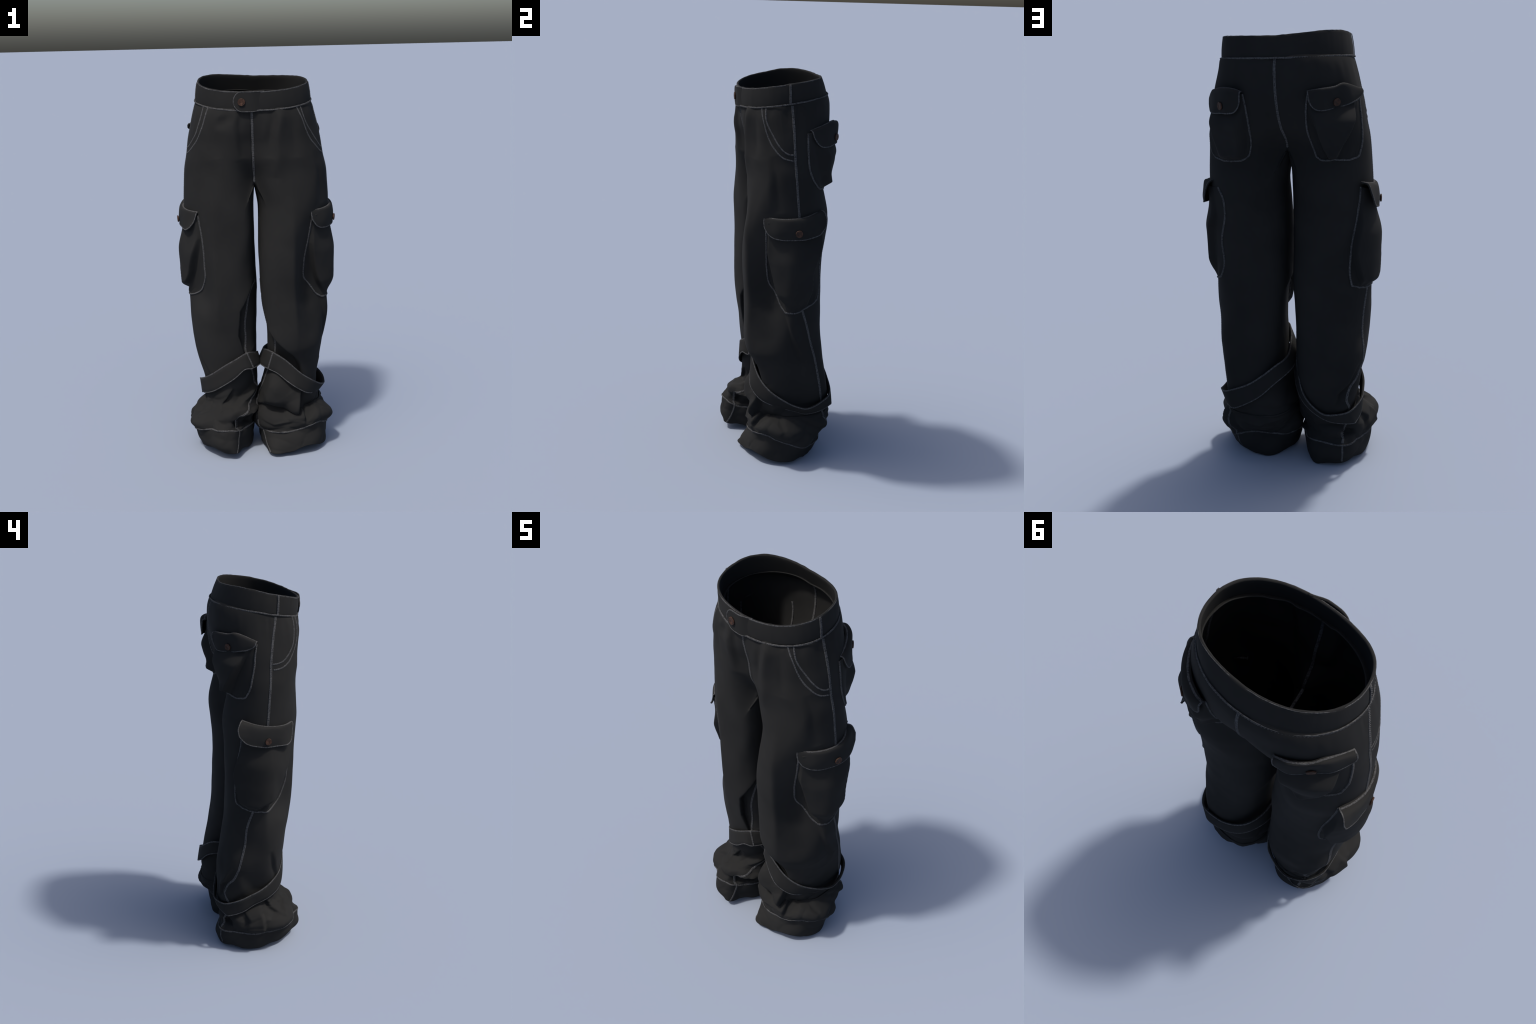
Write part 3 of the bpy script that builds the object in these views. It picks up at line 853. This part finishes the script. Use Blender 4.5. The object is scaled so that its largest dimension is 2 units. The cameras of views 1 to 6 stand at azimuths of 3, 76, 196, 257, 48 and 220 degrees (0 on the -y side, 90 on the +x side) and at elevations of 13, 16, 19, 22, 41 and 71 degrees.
# back pocket, wearer's right
bbA, _, _ = pocket_bag('back_pocket',
  top=[(-.137, .222, 1.755), (-.19, .205, 1.757), (-.245, .165, 1.757), (-.285, .11, 1.752), (-.313, .052, 1.740)],
  bottom=[(-.140, .192, 1.484), (-.165, .193, 1.474), (-.2, .186, 1.469), (-.245, .17, 1.470), (-.29, .146, 1.464), (-.328, .108, 1.474)],
  left=[(-.137, .222, 1.755), (-.128, .22, 1.709), (-.123, .211, 1.646), (-.121, .199, 1.58), (-.120, .186, 1.525), (-.140, .192, 1.484)],
  right=[(-.313, .052, 1.740), (-.323, .06, 1.687), (-.332, .066, 1.625), (-.337, .077, 1.568), (-.339, .088, 1.520), (-.328, .108, 1.474)],
  depth=pleat_depth(.050, -.002, lambda v: .02 + .40*max(0, v-.1), lambda v: .90 - .44*v, soft=.07, top=.10, foot=.95), parent_inside=True)
flap('pocket_flap', [
  [(-.137, .224, 1.770), (-.190, .208, 1.776), (-.237, .176, 1.779), (-.268, .135, 1.787), (-.312, .050, 1.754)],
  [(-.140, .240, 1.767), (-.193, .225, 1.773), (-.244, .188, 1.777), (-.283, .152, 1.786), (-.332, .062, 1.754)],
  [(-.143, .243, 1.735), (-.194, .226, 1.735), (-.248, .182, 1.735), (-.296, .144, 1.742), (-.340, .068, 1.736)],
  [(-.148, .236, 1.690), (-.192, .222, 1.688), (-.250, .174, 1.694), (-.304, .134, 1.706), (-.338, .074, 1.722)]],
  bbA, (-.248, .178, 1.716), .0165)

# back pocket, wearer's left
bbB, _, _ = pocket_bag('back_pocket',
  top=[(.150, .222, 1.755), (.20, .20, 1.757), (.25, .165, 1.757), (.295, .11, 1.745), (.330, .051, 1.735)],
  bottom=[(.140, .184, 1.485), (.165, .187, 1.466), (.208, .184, 1.461), (.262, .169, 1.457), (.305, .14, 1.460), (.335, .115, 1.472)],
  left=[(.150, .222, 1.755), (.139, .217, 1.703), (.133, .208, 1.631), (.132, .195, 1.563), (.131, .183, 1.520), (.140, .184, 1.485)],
  right=[(.330, .051, 1.735), (.343, .051, 1.679), (.351, .055, 1.6), (.358, .062, 1.556), (.353, .088, 1.505), (.335, .115, 1.472)],
  depth=pleat_depth(.050, .006, lambda v: .03 + .24*v, lambda v: .74 - .18*v, soft=.20, top=.12), parent_inside=True)
flap('pocket_flap', [
  [(.148, .224, 1.768), (.185, .213, 1.778), (.235, .182, 1.778), (.285, .122, 1.764), (.318, .060, 1.750)],
  [(.150, .242, 1.764), (.190, .243, 1.773), (.246, .210, 1.773), (.300, .144, 1.760), (.334, .074, 1.746)],
  [(.152, .248, 1.732), (.191, .250, 1.735), (.250, .217, 1.735), (.306, .152, 1.725), (.343, .084, 1.718)],
  [(.155, .243, 1.688), (.191, .242, 1.678), (.251, .217, 1.672), (.308, .160, 1.664), (.342, .100, 1.672)]],
  bbB, (.238, .212, 1.703), .0175)

# ------------------------------------------------------------------ ankle straps
def strap(top, bottom):
    A = curve_through(top, .004, closed=True); B = curve_through(bottom, .004, closed=True)
    n = 200
    def res(c):
        c = np.concatenate([c, c[:1]]); d = np.r_[0, np.cumsum(np.linalg.norm(c[1:]-c[:-1], axis=1))]
        t = np.linspace(0, d[-1], n, endpoint=False)
        return np.stack([np.interp(t, d, c[:, k]) for k in range(3)], 1)
    A, B = res(A), res(B)
    T = frame((A+B)/2, True); W = A - B; H = np.linalg.norm(W, axis=1)[:, None]; up = W/H
    N = np.cross(T, up); N /= np.linalg.norm(N, axis=1)[:, None]
    cen = ((A+B)/2).mean(0)
    if np.mean(np.sum(N*((A+B)/2 - cen), 1)) < 0: N = -N
    th = .0075
    prof = [(0, -.5), (0, 0), (.05, .5), (.25, .58), (.5, .6), (.75, .58), (.95, .5), (1, 0), (1, -.5), (.95, -.9), (.5, -.95), (.05, -.9)]
    V, F = [], []
    m = len(prof)
    for i in range(n):
        for (t, h) in prof:
            V.append(B[i] + W[i]*t + N[i]*h*th)
    for i in range(n):
        for k in range(m):
            F.append([i*m+k, ((i+1) % n)*m+k, ((i+1) % n)*m+(k+1) % m, i*m+(k+1) % m])
    ob = make_obj('ankle_strap', V, F, FABRIC)
    bm = bmesh.new(); bm.from_mesh(ob.data); bmesh.ops.recalc_face_normals(bm, faces=bm.faces); bm.to_mesh(ob.data); bm.free()
    sw = Sewing()
    sw.tape(A + N*th*.35 - up*.002, N, .0075, .0016, closed=True, stitches=0, wob=.15)
    sw.tape(B + N*th*.35 + up*.002, N, .0060, .0014, closed=True, stitches=0, wob=.15)
    return ob, A, B, N, sw

obB, A, B, N, sw = strap(
  [(.058, -.070, .558), (.095, -.142, .566), (.158, -.152, .527), (.232, -.132, .450), (.294, -.085, .392), (.335, -.01, .345), (.355, .05, .320), (.364, .10, .313), (.350, .17, .335), (.298, .235, .362), (.191, .248, .410), (.117, .236, .459), (.064, .205, .498), (.038, .15, .505), (.030, .09, .512), (.040, .01, .532)],
  [(.020, -.060, .471), (.055, -.118, .470), (.112, -.150, .452), (.160, -.166, .416), (.207, -.168, .380), (.262, -.130, .335), (.300, -.06, .308), (.322, .03, .285), (.334, .10, .268), (.322, .18, .274), (.292, .235, .284), (.25, .260, .287), (.142, .256, .347), (.060, .225, .418), (.014, .15, .445), (.004, .08, .455), (.010, .0, .463)])
def bar(sw, A, B, N, p):
    i = int(np.argmin(np.linalg.norm(A - np.array(p), axis=1)))
    P = np.array([A[i]*(1-t) + B[i]*t for t in np.linspace(.02, .98, 14)]) + N[i]*.0045
    sw.tape(P, np.repeat(N[i][None], 14, 0), .0085, .0014, stitches=2)
bar(sw, A, B, N, (.092, -.14, .572)); sw.finish(obB, 'strap_edging')
obA, A, B, N, sw = strap(
  [(-.014, -.06, .54), (-.05, -.124, .558), (-.10, -.148, .535), (-.157, -.150, .502), (-.235, -.115, .440), (-.282, -.06, .40), (-.311, .0, .372), (-.322, .06, .35), (-.322, .128, .323), (-.280, .196, .29), (-.213, .234, .285), (-.157, .236, .288), (-.097, .220, .327), (-.06, .20, .376), (-.033, .15, .432), (-.010, .09, .48), (.0, .01, .52)],
  [(.016, -.06, .471), (-.020, -.136, .473), (-.06, -.158, .474), (-.122, -.162, .420), (-.225, -.125, .345), (-.282, -.055, .307), (-.306, .04, .277), (-.317, .10, .248), (-.306, .158, .226), (-.290, .188, .222), (-.20, .224, .240), (-.131, .224, .270), (-.07, .20, .308), (-.03, .165, .352), (.0, .10, .41), (.016, .02, .45)])
bar(sw, A, B, N, (-.05, -.128, .558)); sw.finish(obA, 'strap_edging')

for ob in list(bpy.data.objects):
    if ob.type == 'MESH' and ob.modifiers: apply_mods(ob)
